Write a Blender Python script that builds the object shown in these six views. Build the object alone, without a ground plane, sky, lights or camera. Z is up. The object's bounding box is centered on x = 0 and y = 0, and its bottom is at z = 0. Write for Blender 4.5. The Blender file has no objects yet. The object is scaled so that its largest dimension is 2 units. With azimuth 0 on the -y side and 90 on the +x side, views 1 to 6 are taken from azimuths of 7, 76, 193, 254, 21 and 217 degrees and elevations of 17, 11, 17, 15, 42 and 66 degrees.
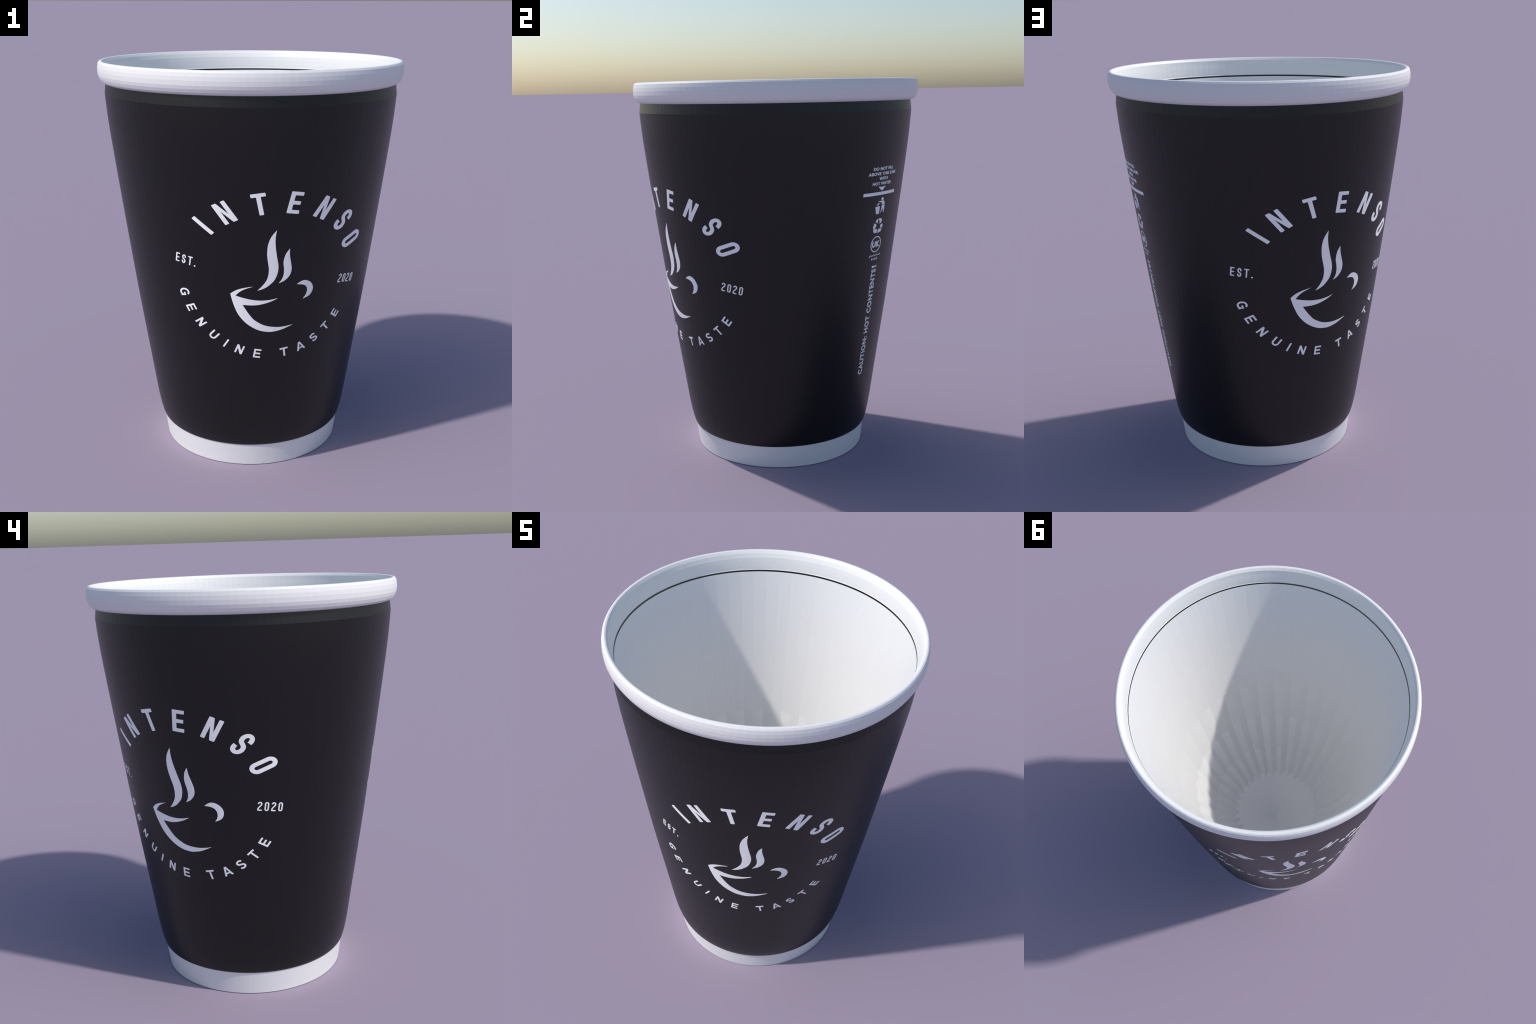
"""A double-walled takeaway coffee cup: white paper inner cup with a rolled rim and
a white foot, wrapped in a black sleeve that carries a printed round coffee emblem
on two sides and a strip of printed notices between them."""
import bpy, bmesh
from math import sin, cos, tan, pi, radians, degrees, hypot, atan2, floor, ceil
from mathutils import Vector
from mathutils.geometry import tessellate_polygon

SEG = 128                       # facets round the cup
STEP = 360.0 / SEG

# ------------------------------------------------------------------ materials
def principled(name, colour, rough, spec=0.5, grain=0.0, grain_scale=60.0):
    m = bpy.data.materials.new(name)
    m.use_nodes = True
    nt = m.node_tree
    b = nt.nodes["Principled BSDF"]
    b.inputs["Roughness"].default_value = rough
    b.inputs["Specular IOR Level"].default_value = spec
    tc = nt.nodes.new("ShaderNodeTexCoord")
    nz = nt.nodes.new("ShaderNodeTexNoise")
    nz.inputs["Scale"].default_value = grain_scale
    nz.inputs["Detail"].default_value = 3.0
    ramp = nt.nodes.new("ShaderNodeValToRGB")
    lo = [c * (1.0 - grain) for c in colour]
    hi = [min(1.0, c * (1.0 + grain)) for c in colour]
    ramp.color_ramp.elements[0].position = 0.3
    ramp.color_ramp.elements[1].position = 0.7
    ramp.color_ramp.elements[0].color = (*lo, 1)
    ramp.color_ramp.elements[1].color = (*hi, 1)
    nt.links.new(tc.outputs["Object"], nz.inputs["Vector"])
    nt.links.new(nz.outputs["Fac"], ramp.inputs["Fac"])
    nt.links.new(ramp.outputs["Color"], b.inputs["Base Color"])
    return m

MAT_PAPER = principled("white_paper", (0.80, 0.80, 0.80), 0.5, 0.5, 0.012)
MAT_SLEEVE = principled("black_card", (0.0012, 0.0011, 0.0012), 0.38, 0.5, 0.05)
MAT_INK = principled("white_ink", (0.985, 0.985, 0.985), 0.38, 0.5, 0.01)

# ------------------------------------------------------------------ helpers
def new_object(name, bm, mat, parent):
    me = bpy.data.meshes.new(name)
    bm.normal_update()
    bm.to_mesh(me)
    bm.free()
    me.materials.append(mat)
    ob = bpy.data.objects.new(name, me)
    bpy.context.scene.collection.objects.link(ob)
    ob.parent = parent
    return ob

def smooth_curve(pts, n):
    """Catmull-Rom through the points, n samples per span."""
    out = []
    P = [pts[0]] + list(pts) + [pts[-1]]
    for i in range(1, len(P) - 2):
        p0, p1, p2, p3 = P[i - 1], P[i], P[i + 1], P[i + 2]
        for k in range(n):
            t = k / n
            out.append(tuple(0.5 * (2 * b + (c - a) * t + (2 * a - 5 * b + 4 * c - d) * t * t
                                    + (3 * b - a - 3 * c + d) * t ** 3)
                             for a, b, c, d in zip(p0, p1, p2, p3)))
    out.append(tuple(pts[-1]))
    return out

BODY_AXIS = (0.0006, -0.0034)    # the body sits a hair off the centre of the rim

def revolve(profile, closed=False, wobble=None, axis=BODY_AXIS, coarse_from=None):
    """Lathe (radius, z) points into a faceted shell. Radius 0 makes a pole."""
    bm = bmesh.new()
    rings = []
    for i, (r, z) in enumerate(profile):
        ax, ay = axis(r, z) if callable(axis) else axis
        if r < 1e-6:
            rings.append([bm.verts.new((ax, ay, z))])
            continue
        ring = []
        for k in range(SEG):
            a = radians(k * STEP)
            rr, zz = (r, z) if wobble is None else wobble(i, k, r, z)
            ring.append(bm.verts.new((ax + rr * cos(a), ay + rr * sin(a), zz)))
        rings.append(ring)
    pairs = list(zip(rings, rings[1:]))
    if closed:
        pairs.append((rings[-1], rings[0]))
    for i, (A, B) in enumerate(pairs):
        step = 2 if coarse_from is not None and i >= coarse_from else 1
        for k in range(0, SEG, step):
            j = (k + step) % SEG
            if len(A) == 1 and len(B) == 1:
                continue
            if len(A) == 1:
                bm.faces.new((A[0], B[j], B[k]))
            elif len(B) == 1:
                bm.faces.new((A[k], A[j], B[0]))
            else:
                bm.faces.new((A[k], A[j], B[j], B[k]))
    bmesh.ops.delete(bm, geom=[v for v in bm.verts if not v.link_faces], context="VERTS")
    return bm

# ------------------------------------------------------------------ the cup body
cup = bpy.data.objects.new("paper_cup", None)
bpy.context.scene.collection.objects.link(cup)
cup["label"] = "black double-wall paper coffee cup with white rim and emblem"
cup["category"] = "paper cup"

# sleeve: outside wall from its lower edge up to the tuck under the rim  (z, r)
WALL = smooth_curve([(0.122, 0.4826), (0.133, 0.4880), (0.174, 0.4990), (0.235, 0.5105),
                     (0.300, 0.5205), (0.387, 0.5330), (0.600, 0.5645), (0.822, 0.5970),
                     (1.100, 0.6345), (1.361, 0.6690), (1.628, 0.7030), (1.757, 0.7170),
                     (1.8465, 0.7238)], 2)
def wall_radius(z):
    if z <= WALL[0][0]:
        return WALL[0][1]
    for (z0, r0), (z1, r1) in zip(WALL, WALL[1:]):
        if z <= z1:
            return r0 + (r1 - r0) * (z - z0) / (z1 - z0)
    return WALL[-1][1]

sleeve_profile = [(0.474, 0.1225), (0.4805, 0.1205)] + [(r, z) for z, r in WALL] + \
                 [(0.7180, 1.8960), (0.7050, 1.8970)]
sleeve = new_object("sleeve", revolve(sleeve_profile), MAT_SLEEVE, cup)

# rolled rim: closed ring section, running down the outside and back up the inside
rim_profile = [(0.7318, 1.9980), (0.7385, 2.0000), (0.7448, 1.9978), (0.7505, 1.9900), (0.7540, 1.9730),
               (0.7549, 1.9560), (0.7532, 1.9360), (0.7485, 1.9210), (0.7405, 1.9065),
               (0.7300, 1.8975), (0.7200, 1.8935), (0.7120, 1.9000), (0.7054, 1.9005),
               (0.7052, 1.9018), (0.7070, 1.9040), (0.7086, 1.9200), (0.7124, 1.9450),
               (0.7164, 1.9650), (0.7224, 1.9860)]
def rim_axis(r, z):              # its inner face follows the body, its outer face is centred
    return BODY_AXIS if r < 0.719 else (0.0, 0.0)
rim = new_object("rim", revolve(rim_profile[::-1], closed=True, axis=rim_axis), MAT_PAPER, cup)

# dark line where the inner cup meets the rim
seam_profile = [(0.7160, 1.9003), (0.7046, 1.9000), (0.7031, 1.8924), (0.7160, 1.8925)]
seam = new_object("inner_seam", revolve(seam_profile, closed=True), MAT_SLEEVE, cup)

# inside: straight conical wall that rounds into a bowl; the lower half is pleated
INNER = [(0.7080, 1.8930), (0.7022, 1.8922), (0.5540, 1.083), (0.4890, 0.785), (0.3900, 0.535),
         (0.2800, 0.370), (0.0, 0.205)]
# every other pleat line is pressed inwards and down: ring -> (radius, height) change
PLEAT = {2: (-0.0024, -0.010), 3: (-0.0115, -0.007), 4: (-0.0150, -0.008), 5: (-0.0360, -0.0212)}
def pleat(i, k, r, z):
    if i < 2:
        return r, z
    dr, dz = PLEAT.get(i, (0.0, 0.0))
    if k % 4 == 0:
        return r, z
    if k % 4 == 2:
        return r + dr, z + dz
    # columns in between lie on the straight line from one pleat line to the next
    return (r + dr / 2) * cos(radians(STEP)), z + dz / 2
inner = new_object("inner_wall", revolve(INNER, wobble=pleat, coarse_from=2), MAT_PAPER, cup)

# one flat normal per pleat panel, although the panels are very slightly twisted
panels = inner.data
panels.polygons.foreach_set("use_smooth", [True] * len(panels.polygons))
flat_normals = [None] * len(panels.loops)
for p in panels.polygons:
    for li in p.loop_indices:
        flat_normals[li] = p.normal[:]
panels.normals_split_custom_set(flat_normals)

# white foot below the sleeve, with a recessed underside
foot_profile = [(0.4800, 0.1400), (0.4785, 0.1200), (0.4640, 0.0), (0.4380, 0.0), (0.4380, 0.030), (0.0, 0.030)]
foot = new_object("foot", revolve(foot_profile[::-1]), MAT_PAPER, cup)

# ------------------------------------------------------------------ printing on the sleeve
PROUD = 0.0011
def on_sleeve(theta, z, lift):
    """Point on the faceted sleeve at azimuth theta (degrees) and height z."""
    k = floor(theta / STEP + 1e-7)
    mid = (k + 0.5) * STEP
    r = wall_radius(z) * cos(radians(STEP / 2)) / cos(radians(theta - mid)) + lift
    return (BODY_AXIS[0] + r * cos(radians(theta)), BODY_AXIS[1] + r * sin(radians(theta)), z)

def wrap(bm, to_cup):
    """Flat artwork -> (theta, z) -> cut along the facet edges -> bend on the sleeve, with depth."""
    for v in bm.verts:
        t, z = to_cup(v.co.x, v.co.y)
        v.co = (t, z * 100.0, 0)
    t0 = min(v.co.x for v in bm.verts); t1 = max(v.co.x for v in bm.verts)
    z0 = min(v.co.y for v in bm.verts); z1 = max(v.co.y for v in bm.verts)
    for k in range(ceil(t0 / STEP), floor(t1 / STEP) + 1):
        bmesh.ops.bisect_plane(bm, geom=bm.verts[:] + bm.edges[:] + bm.faces[:], dist=1e-5,
                               plane_co=(k * STEP, 0, 0), plane_no=(1, 0, 0))
    for z, r in WALL:
        if z0 < z * 100 < z1:
            bmesh.ops.bisect_plane(bm, geom=bm.verts[:] + bm.edges[:] + bm.faces[:], dist=1e-5,
                                   plane_co=(0, z * 100, 0), plane_no=(0, 1, 0))
    bm.normal_update()
    if sum(f.normal.z for f in bm.faces) < 0:
        bmesh.ops.reverse_faces(bm, faces=bm.faces[:])
    flat = {v: (v.co.x, v.co.y / 100.0) for v in bm.verts}
    rim_edges = [e for e in bm.edges if e.is_boundary]
    res = bmesh.ops.extrude_edge_only(bm, edges=rim_edges)
    low = {}
    for v in res["geom"]:
        if isinstance(v, bmesh.types.BMVert):
            low[v] = (v.co.x, v.co.y / 100.0)
    for v, (t, z) in flat.items():
        v.co = on_sleeve(t, z, PROUD)
    for v, (t, z) in low.items():
        v.co = on_sleeve(t, z, -0.001)
    bmesh.ops.recalc_face_normals(bm, faces=bm.faces[:])
    return bm

def fill(loops):
    """Flat mesh from an outline and its holes."""
    bm = bmesh.new()
    vs = []
    for lp in loops:
        vs += [bm.verts.new((x, y, 0)) for x, y in lp]
    for tri in tessellate_polygon([[Vector((x, y, 0)) for x, y in lp] for lp in loops]):
        try:
            bm.faces.new([vs[i] for i in tri])
        except ValueError:
            pass
    return bm

# ---- glyph shapes, drawn in a box of height 1; each returns a list of loops
def stroke(path, t, closed=False):
    """Outline of a centre line drawn with a pen of width t."""
    n = len(path)
    L, R = [], []
    for i, p in enumerate(path):
        if closed:
            a, b = path[i - 1], path[(i + 1) % n]
        else:
            a, b = path[max(i - 1, 0)], path[min(i + 1, n - 1)]
        def unit(u, v):
            d = hypot(v[0] - u[0], v[1] - u[1]) or 1.0
            return ((v[0] - u[0]) / d, (v[1] - u[1]) / d)
        if a == p:
            d0 = d1 = unit(p, b)
        elif b == p:
            d0 = d1 = unit(a, p)
        else:
            d0, d1 = unit(a, p), unit(p, b)
        nx, ny = -(d0[1] + d1[1]), d0[0] + d1[0]
        m = hypot(nx, ny) or 1.0
        nx, ny = nx / m, ny / m
        c = max(0.35, nx * -d0[1] + ny * d0[0])
        h = t / 2 / c
        L.append((p[0] + nx * h, p[1] + ny * h))
        R.append((p[0] - nx * h, p[1] - ny * h))
    return [L, R] if closed else [L + R[::-1]]

def arc(cx, cy, rx, ry, a0, a1, n=12):
    return [(cx + rx * cos(radians(a0 + (a1 - a0) * i / n)),
             cy + ry * sin(radians(a0 + (a1 - a0) * i / n))) for i in range(n + 1)]

def soft(poly, r, n=3):
    """Round the corners of a polygon a little."""
    out = []
    m = len(poly)
    for i, p in enumerate(poly):
        a, b = poly[i - 1], poly[(i + 1) % m]
        da, db = hypot(a[0] - p[0], a[1] - p[1]), hypot(b[0] - p[0], b[1] - p[1])
        k = min(r, da * 0.4, db * 0.4)
        pa = (p[0] + (a[0] - p[0]) * k / da, p[1] + (a[1] - p[1]) * k / da)
        pb = (p[0] + (b[0] - p[0]) * k / db, p[1] + (b[1] - p[1]) * k / db)
        for j in range(n + 1):
            s = j / n
            out.append(((1 - s) ** 2 * pa[0] + 2 * s * (1 - s) * p[0] + s * s * pb[0],
                        (1 - s) ** 2 * pa[1] + 2 * s * (1 - s) * p[1] + s * s * pb[1]))
    return out

def glyph(ch, w, t, corner=0.02):
    h = w / 2
    if ch == "I":
        g = [[(-t / 2, 0), (t / 2, 0), (t / 2, 1), (-t / 2, 1)]]
    elif ch == "T":
        g = [[(-t / 2, 0), (t / 2, 0), (t / 2, 1 - t), (h, 1 - t), (h, 1), (-h, 1), (-h, 1 - t), (-t / 2, 1 - t)]]
    elif ch == "E":
        m = 0.5
        g = [[(-h, 0), (h, 0), (h, t), (-h + t, t), (-h + t, m - t / 2), (h * 0.86, m - t / 2),
              (h * 0.86, m + t / 2), (-h + t, m + t / 2), (-h + t, 1 - t), (h, 1 - t), (h, 1), (-h, 1)]]
    elif ch == "N":
        d = t * 1.12
        g = [[(-h, 0), (-h + t, 0), (-h + t, 0.62), (h - d, 0), (h, 0), (h, 1), (h - t, 1),
              (h - t, 0.38), (-h + d, 1), (-h, 1)]]
    elif ch == "A":
        q = t * 0.56
        def x_in(y):   # inner edge of a leg at height y
            return (h - 1.12 * t) * (1 - y / (1 - t * 0.9))
        y0, y1 = 0.20, 0.20 + t * 0.85
        g = [[(-h, 0), (-h + 1.12 * t, 0), (-x_in(0) * 1.0 + 0.20 * (h - q) * 0.9, y0),
              (x_in(0) * 1.0 - 0.20 * (h - q) * 0.9, y0), (h - 1.12 * t, 0), (h, 0), (q, 1), (-q, 1)]]
        k = (h - 1.12 * t)
        hole_w = k - y1 * (h - q) * 0.9
        g.append([(-hole_w, y1), (hole_w, y1), (0, y1 + hole_w / (h - q) * 1.05)])
        return [soft(g[0], corner), g[1]]
    elif ch == "O" or ch == "0":
        rx, ry = h - t / 2, min(h - t / 2, 0.5 - t / 2) * 1.12
        path = arc(0, 1 - t / 2 - ry, rx, ry, 0, 180) + arc(0, t / 2 + ry, rx, ry, 180, 360)
        return stroke(path, t, True)
    elif ch == "U":
        rx = h - t / 2
        return stroke([(-rx, 1)] + arc(0, t / 2 + rx, rx, rx, 180, 360) + [(rx, 1)], t)
    elif ch == "S":
        rx = h - t / 2
        ry = (1 - t) / 4
        ct, cb = 1 - t / 2 - ry, t / 2 + ry
        path = [(rx * 0.98, ct - ry * 0.22)] if w < 0.55 else []
        path += arc(0, ct, rx, ry, 0 if w < 0.55 else 28, 180, 14)
        path += smooth_curve([(-rx, ct), (-rx * 0.62, ct - ry * 0.72), (rx * 0.62, cb + ry * 0.72), (rx, cb)], 6)[1:-1]
        path += arc(0, cb, rx, ry, 0, -180 if w < 0.55 else -152, 14)
        if w < 0.55:
            path += [(-rx * 0.98, cb + ry * 0.22)]
        return stroke(path, t)
    elif ch == "G":
        rx, ry = h - t / 2, 0.5 - t / 2
        path = arc(0, 0.5, rx, ry, 42, 318, 26) + [(rx * 0.80, 0.20), (rx * 0.80, 0.47), (0.02, 0.47)]
        return stroke(path, t)
    elif ch == "2":
        rx = h - t / 2
        cy = 1 - t / 2 - rx
        path = [(-rx, cy - 0.04)] + arc(0, cy, rx, rx, 180, 0, 14) + \
               smooth_curve([(rx, cy), (rx * 0.9, cy - 0.14), (-rx * 0.85, 0.30), (-rx, t / 2 + 0.05)], 5)[1:] + \
               [(-rx, t / 2), (h, t / 2)]
        return stroke(path, t)
    elif ch == ".":
        g = [[(-t * .6, 0), (t * .6, 0), (t * .6, t * 1.2), (-t * .6, t * 1.2)]]
    return [soft(p, corner) for p in g]

def place(loops, size, x, y, angle):
    c, s = cos(radians(angle)), sin(radians(angle))
    return [[(x + size * (px * c - py * s), y + size * (px * s + py * c)) for px, py in lp] for lp in loops]

# ---- the round emblem, in artwork units (centre 0,0; the ring of letters has radius 40)
TILT = -10.9
emblem = []          # (object name, loops)
for ch, ang, mid, size in (("I", 136.0, 39.8, 10.9), ("N", 119.5, 39.9, 10.9), ("T", 99.3, 39.6, 10.7),
                           ("E", 79.6, 39.9, 10.7), ("N", 60.4, 40.5, 11.0), ("S", 42.0, 40.8, 11.6), ("O", 23.3, 40.3, 11.8)):
    w = {"I": 0.2, "N": 0.525, "T": 0.535, "E": 0.462, "S": 0.47, "O": 0.475}[ch]
    r0 = mid - size / 2
    emblem.append(("letter", place(glyph(ch, w, 0.163, 0.03), size,
                                   r0 * cos(radians(ang)), r0 * sin(radians(ang)), ang - 90)))
ring = [("G", -167.3), ("E", -155.5), ("N", -143.5), ("U", -131.3), ("I", -121.5), ("N", -111.6),
        ("E", -99.5), ("T", -81.2), ("A", -69.4), ("S", -58.4), ("T", -47.2), ("E", -35.7)]
for ch, ang in ring:
    w = {"G": 0.86, "E": 0.69, "N": 0.75, "U": 0.74, "I": 0.3, "T": 0.80, "A": 0.90, "S": 0.74}[ch]
    r0, size = 43.35, 4.9
    emblem.append(("letter", place(glyph(ch, w, 0.172, 0.02), size,
                                   r0 * cos(radians(ang)), r0 * sin(radians(ang)), ang + 90)))
ct, st = cos(radians(TILT)), sin(radians(TILT))
for ch, x, y, w in (("E", -42.55, -0.8, 0.385), ("S", -39.55, -0.8, 0.38), ("T", -36.55, -0.8, 0.44), (".", -34.2, -0.8, 0.2)):
    emblem.append(("letter", place(glyph(ch, w, 0.125, 0.03), 4.7, x * ct - y * st, x * st + y * ct, TILT)))
for ch, x in zip("2020", (33.55, 36.45, 39.3, 42.2)):
    y = -0.5
    emblem.append(("numeral", place(glyph(ch, 0.40, 0.125, 0.03), 4.6, x * ct - y * st, x * st + y * ct, TILT)))

def outline(*runs):
    """Join smooth runs that meet in sharp corners; each run ends where the next begins."""
    out = []
    for run in runs:
        out += smooth_curve(run, 5)[:-1]
    return out

emblem.append(("cup_mark", [outline(
    [(-18.5, -7.0), (-16.2, -5.2), (-13.0, -3.9), (-9.0, -3.1)],
    [(-9.0, -3.1), (-12.4, -4.5), (-14.7, -6.1), (-16.3, -8.0)],
    [(-16.3, -8.0), (-13.3, -9.1), (-9.4, -10.2), (-5.3, -10.7), (-1.6, -10.5), (1.8, -9.8)],
    [(1.8, -9.8), (-0.3, -11.0), (-2.7, -12.0), (-6.0, -12.9), (-9.3, -13.2), (-13.3, -12.9)],
    [(-13.3, -12.9), (-11.5, -16.4), (-9.8, -19.2), (-7.8, -21.7), (-3.6, -24.5), (1.2, -25.7), (5.2, -25.8), (9.4, -25.2)],
    [(9.4, -25.2), (4.8, -27.2), (1.6, -28.0), (-1.7, -28.2), (-6.6, -26.9), (-11.6, -23.3), (-15.3, -18.2), (-17.4, -12.2), (-18.5, -7.0)])]))
emblem.append(("steam_mark", [outline(
    [(0.4, 25.9), (-1.7, 22.6), (-2.9, 18.7), (-3.2, 14.4), (-2.9, 10.6), (-2.35, 6.3), (-2.45, 3.2), (-3.1, 0.3), (-4.7, -2.5), (-6.9, -5.2)],
    [(-6.9, -5.2), (-4.5, -4.3), (-2.4, -2.9), (0.1, 0.0), (1.35, 3.6), (1.6, 7.4), (0.85, 12.4), (0.15, 17.7), (0.0, 22.1), (0.4, 25.9)])]))
emblem.append(("steam_mark", [outline(
    [(6.1, 16.1), (4.5, 13.4), (3.7, 9.5), (4.05, 5.6), (4.0, 2.7), (3.3, 0.2), (2.1, -1.6)],
    [(2.1, -1.6), (4.4, -0.5), (6.6, 2.1), (7.3, 5.5), (6.8, 9.2), (6.2, 12.8), (6.1, 16.1)])]))
emblem.append(("handle_mark", [outline(
    [(10.2, -3.1), (12.4, -1.7), (14.5, -1.6), (16.8, -3.1), (18.0, -5.6), (17.8, -8.1), (16.4, -10.2), (13.6, -11.4)],
    [(13.6, -11.4), (14.9, -9.3), (15.3, -6.8), (14.5, -4.7), (12.7, -3.6), (10.2, -3.1)])]))

def emblem_front(x, y):
    return 16.82 + x / 0.993 - 90.0, (104.76 + y / 1.0524) / 100.0

def emblem_back(x, y):      # the same artwork sits a little more upright on the far side
    t, z = 16.8 + x / 0.993, 104.76 + y / 1.0524
    return (1.00076 * t - 0.10421 * z + 38.46 + 90.0,
            (0.05618 * t + 0.99609 * z + 0.1957) / 100.0)

for to_cup in (emblem_front, emblem_back):
    for name, loops in emblem:
        new_object(name, wrap(fill(loops), to_cup), MAT_INK, sleeve)

# ---- the strip of notices: x in degrees from its axis, y is height in metres
AXIS = 36.3
def strip(x, y):
    return AXIS + x, y

def text_mesh(words, bold, spacing):
    cu = bpy.data.curves.new("caption", "FONT")
    cu.body = words
    cu.size = 1.0
    cu.align_x = "CENTER"
    cu.offset = bold
    cu.space_character = spacing
    cu.resolution_u = 3
    ob = bpy.data.objects.new("caption", cu)
    bpy.context.scene.collection.objects.link(ob)
    dg = bpy.context.evaluated_depsgraph_get()
    dg.update()
    me = bpy.data.meshes.new_from_object(ob.evaluated_get(dg))
    bpy.data.objects.remove(ob)
    bpy.data.curves.remove(cu)
    bm = bmesh.new()
    bm.from_mesh(me)
    bpy.data.meshes.remove(me)
    bmesh.ops.remove_doubles(bm, verts=bm.verts[:], dist=1e-5)
    xs = [v.co.x for v in bm.verts]
    ys = [v.co.y for v in bm.verts]
    return bm, min(xs), max(xs), min(ys), max(ys)

def caption(words, x0, x1, y0, y1, bold=0.028, upright=True, kind="caption_line", spacing=1.08):
    """Set a line of words into the box x0..x1 (degrees), y0..y1 (metres)."""
    bm, a0, a1, b0, b1 = text_mesh(words, bold, spacing)
    for v in bm.verts:
        u, w = (v.co.x - a0) / (a1 - a0), (v.co.y - b0) / (b1 - b0)
        if upright:
            v.co = (x0 + (x1 - x0) * u, y0 + (y1 - y0) * w, 0)
        else:                      # reads upwards, tops of the letters to the left
            v.co = (x1 + (x0 - x1) * w, y0 + (y1 - y0) * u, 0)
    ob = new_object(kind, wrap(bm, strip), MAT_INK, sleeve)
    return ob

caption("DO NOT FILL", -7.3, 7.0, 1.5570, 1.5730)
caption("ABOVE THIS LINE", -10.1, 9.9, 1.5320, 1.5480)
caption("WITH", -2.95, 3.1, 1.5075, 1.5235)
caption("HOT WATER", -7.05, 6.6, 1.4830, 1.4990)
caption("guaranteed", -4.05, 4.9, 1.1130, 1.1280, 0.0)
caption("british", -2.15, 2.8, 1.0960, 1.1090, 0.0)
caption("CAUTION: HOT CONTENTS", -0.75, 3.05, 0.4640, 1.0460, 0.03, upright=False, spacing=1.1)

new_object("exclamation_mark", wrap(fill([[(-0.75, 1.0525), (-0.75, 1.0665), (1.75, 1.0630), (1.75, 1.0560)]]), strip), MAT_INK, sleeve)
new_object("exclamation_mark", wrap(fill([[(2.2, 1.0545), (2.2, 1.0645), (3.1, 1.0645), (3.1, 1.0545)]]), strip), MAT_INK, sleeve)
new_object("fill_line", wrap(fill([[(-12.0, 1.433), (11.6, 1.432), (11.5, 1.448), (-12.0, 1.449)]]), strip), MAT_INK, sleeve)
new_object("arrow_mark", wrap(fill([[(-3.1, 1.4765), (-0.25, 1.4725), (2.6, 1.4755), (-0.2, 1.453)]]), strip), MAT_INK, sleeve)

# litter symbol: a figure dropping paper into a bin
person = [[(1.6, 1.4015), (2.6, 1.4000), (3.25, 1.3900), (3.45, 1.3830), (1.15, 1.3812), (0.85, 1.3925), (-1.9, 1.3985), (-1.9, 1.4003)]]
legs = [[(1.1, 1.3790), (3.35, 1.3800), (3.45, 1.3650), (3.3, 1.3400), (2.85, 1.3400), (2.2, 1.3645), (0.85, 1.3400), (0.55, 1.3400), (1.2, 1.3650)]]
head = [arc(1.15, 1.4105, 0.95, 0.0083, 0, 352, 22)]
paper = [[(-3.0, 1.3800), (-1.6, 1.3920), (-0.6, 1.3895), (-1.8, 1.3805)]]
bin_ = [[(-3.6, 1.3735), (-0.3, 1.3760), (-0.4, 1.3370), (-2.5, 1.3360)]]
for nm, lp in (("figure_body", person), ("figure_legs", legs), ("figure_head", head), ("litter_paper", paper), ("litter_bin", bin_)):
    new_object(nm, wrap(fill(lp), strip), MAT_INK, sleeve)

# recycling symbol: three bent arrows, each in two pieces
for lp in ([(-2.2, 1.2980), (-1.0, 1.3105), (-0.1, 1.3085), (-0.6, 1.2870)],
           [(0.0, 1.3120), (2.1, 1.3105), (2.95, 1.2990), (2.2, 1.2860), (0.6, 1.2840), (1.3, 1.2910)],
           [(-3.5, 1.2890), (-1.7, 1.2872), (-1.15, 1.2750), (-2.1, 1.2625), (-3.3, 1.2625), (-3.75, 1.2700), (-3.0, 1.2830)],
           [(-3.5, 1.2610), (-0.4, 1.2585), (-0.4, 1.2385), (-2.6, 1.2400)],
           [(1.7, 1.2750), (3.5, 1.2822), (4.1, 1.2700), (3.4, 1.2588), (2.3, 1.2610)],
           [(0.15, 1.2480), (1.1, 1.2610), (1.3, 1.2575), (3.45, 1.2565), (2.6, 1.2400), (1.4, 1.2395), (0.6, 1.2345)]):
    new_object("recycling_arrow", wrap(fill([lp]), strip), MAT_INK, sleeve)

# origin badge
new_object("badge_ring", wrap(fill([arc(0.3, 1.1785, 4.1, 0.0418, 0, 352.5, 47), arc(0.3, 1.1785, 3.6, 0.0366, 0, 352.5, 47)]),
                              strip), MAT_INK, sleeve)
caption("UK", -2.75, 3.35, 1.1625, 1.1945, 0.05, kind="badge_letters", spacing=1.1)
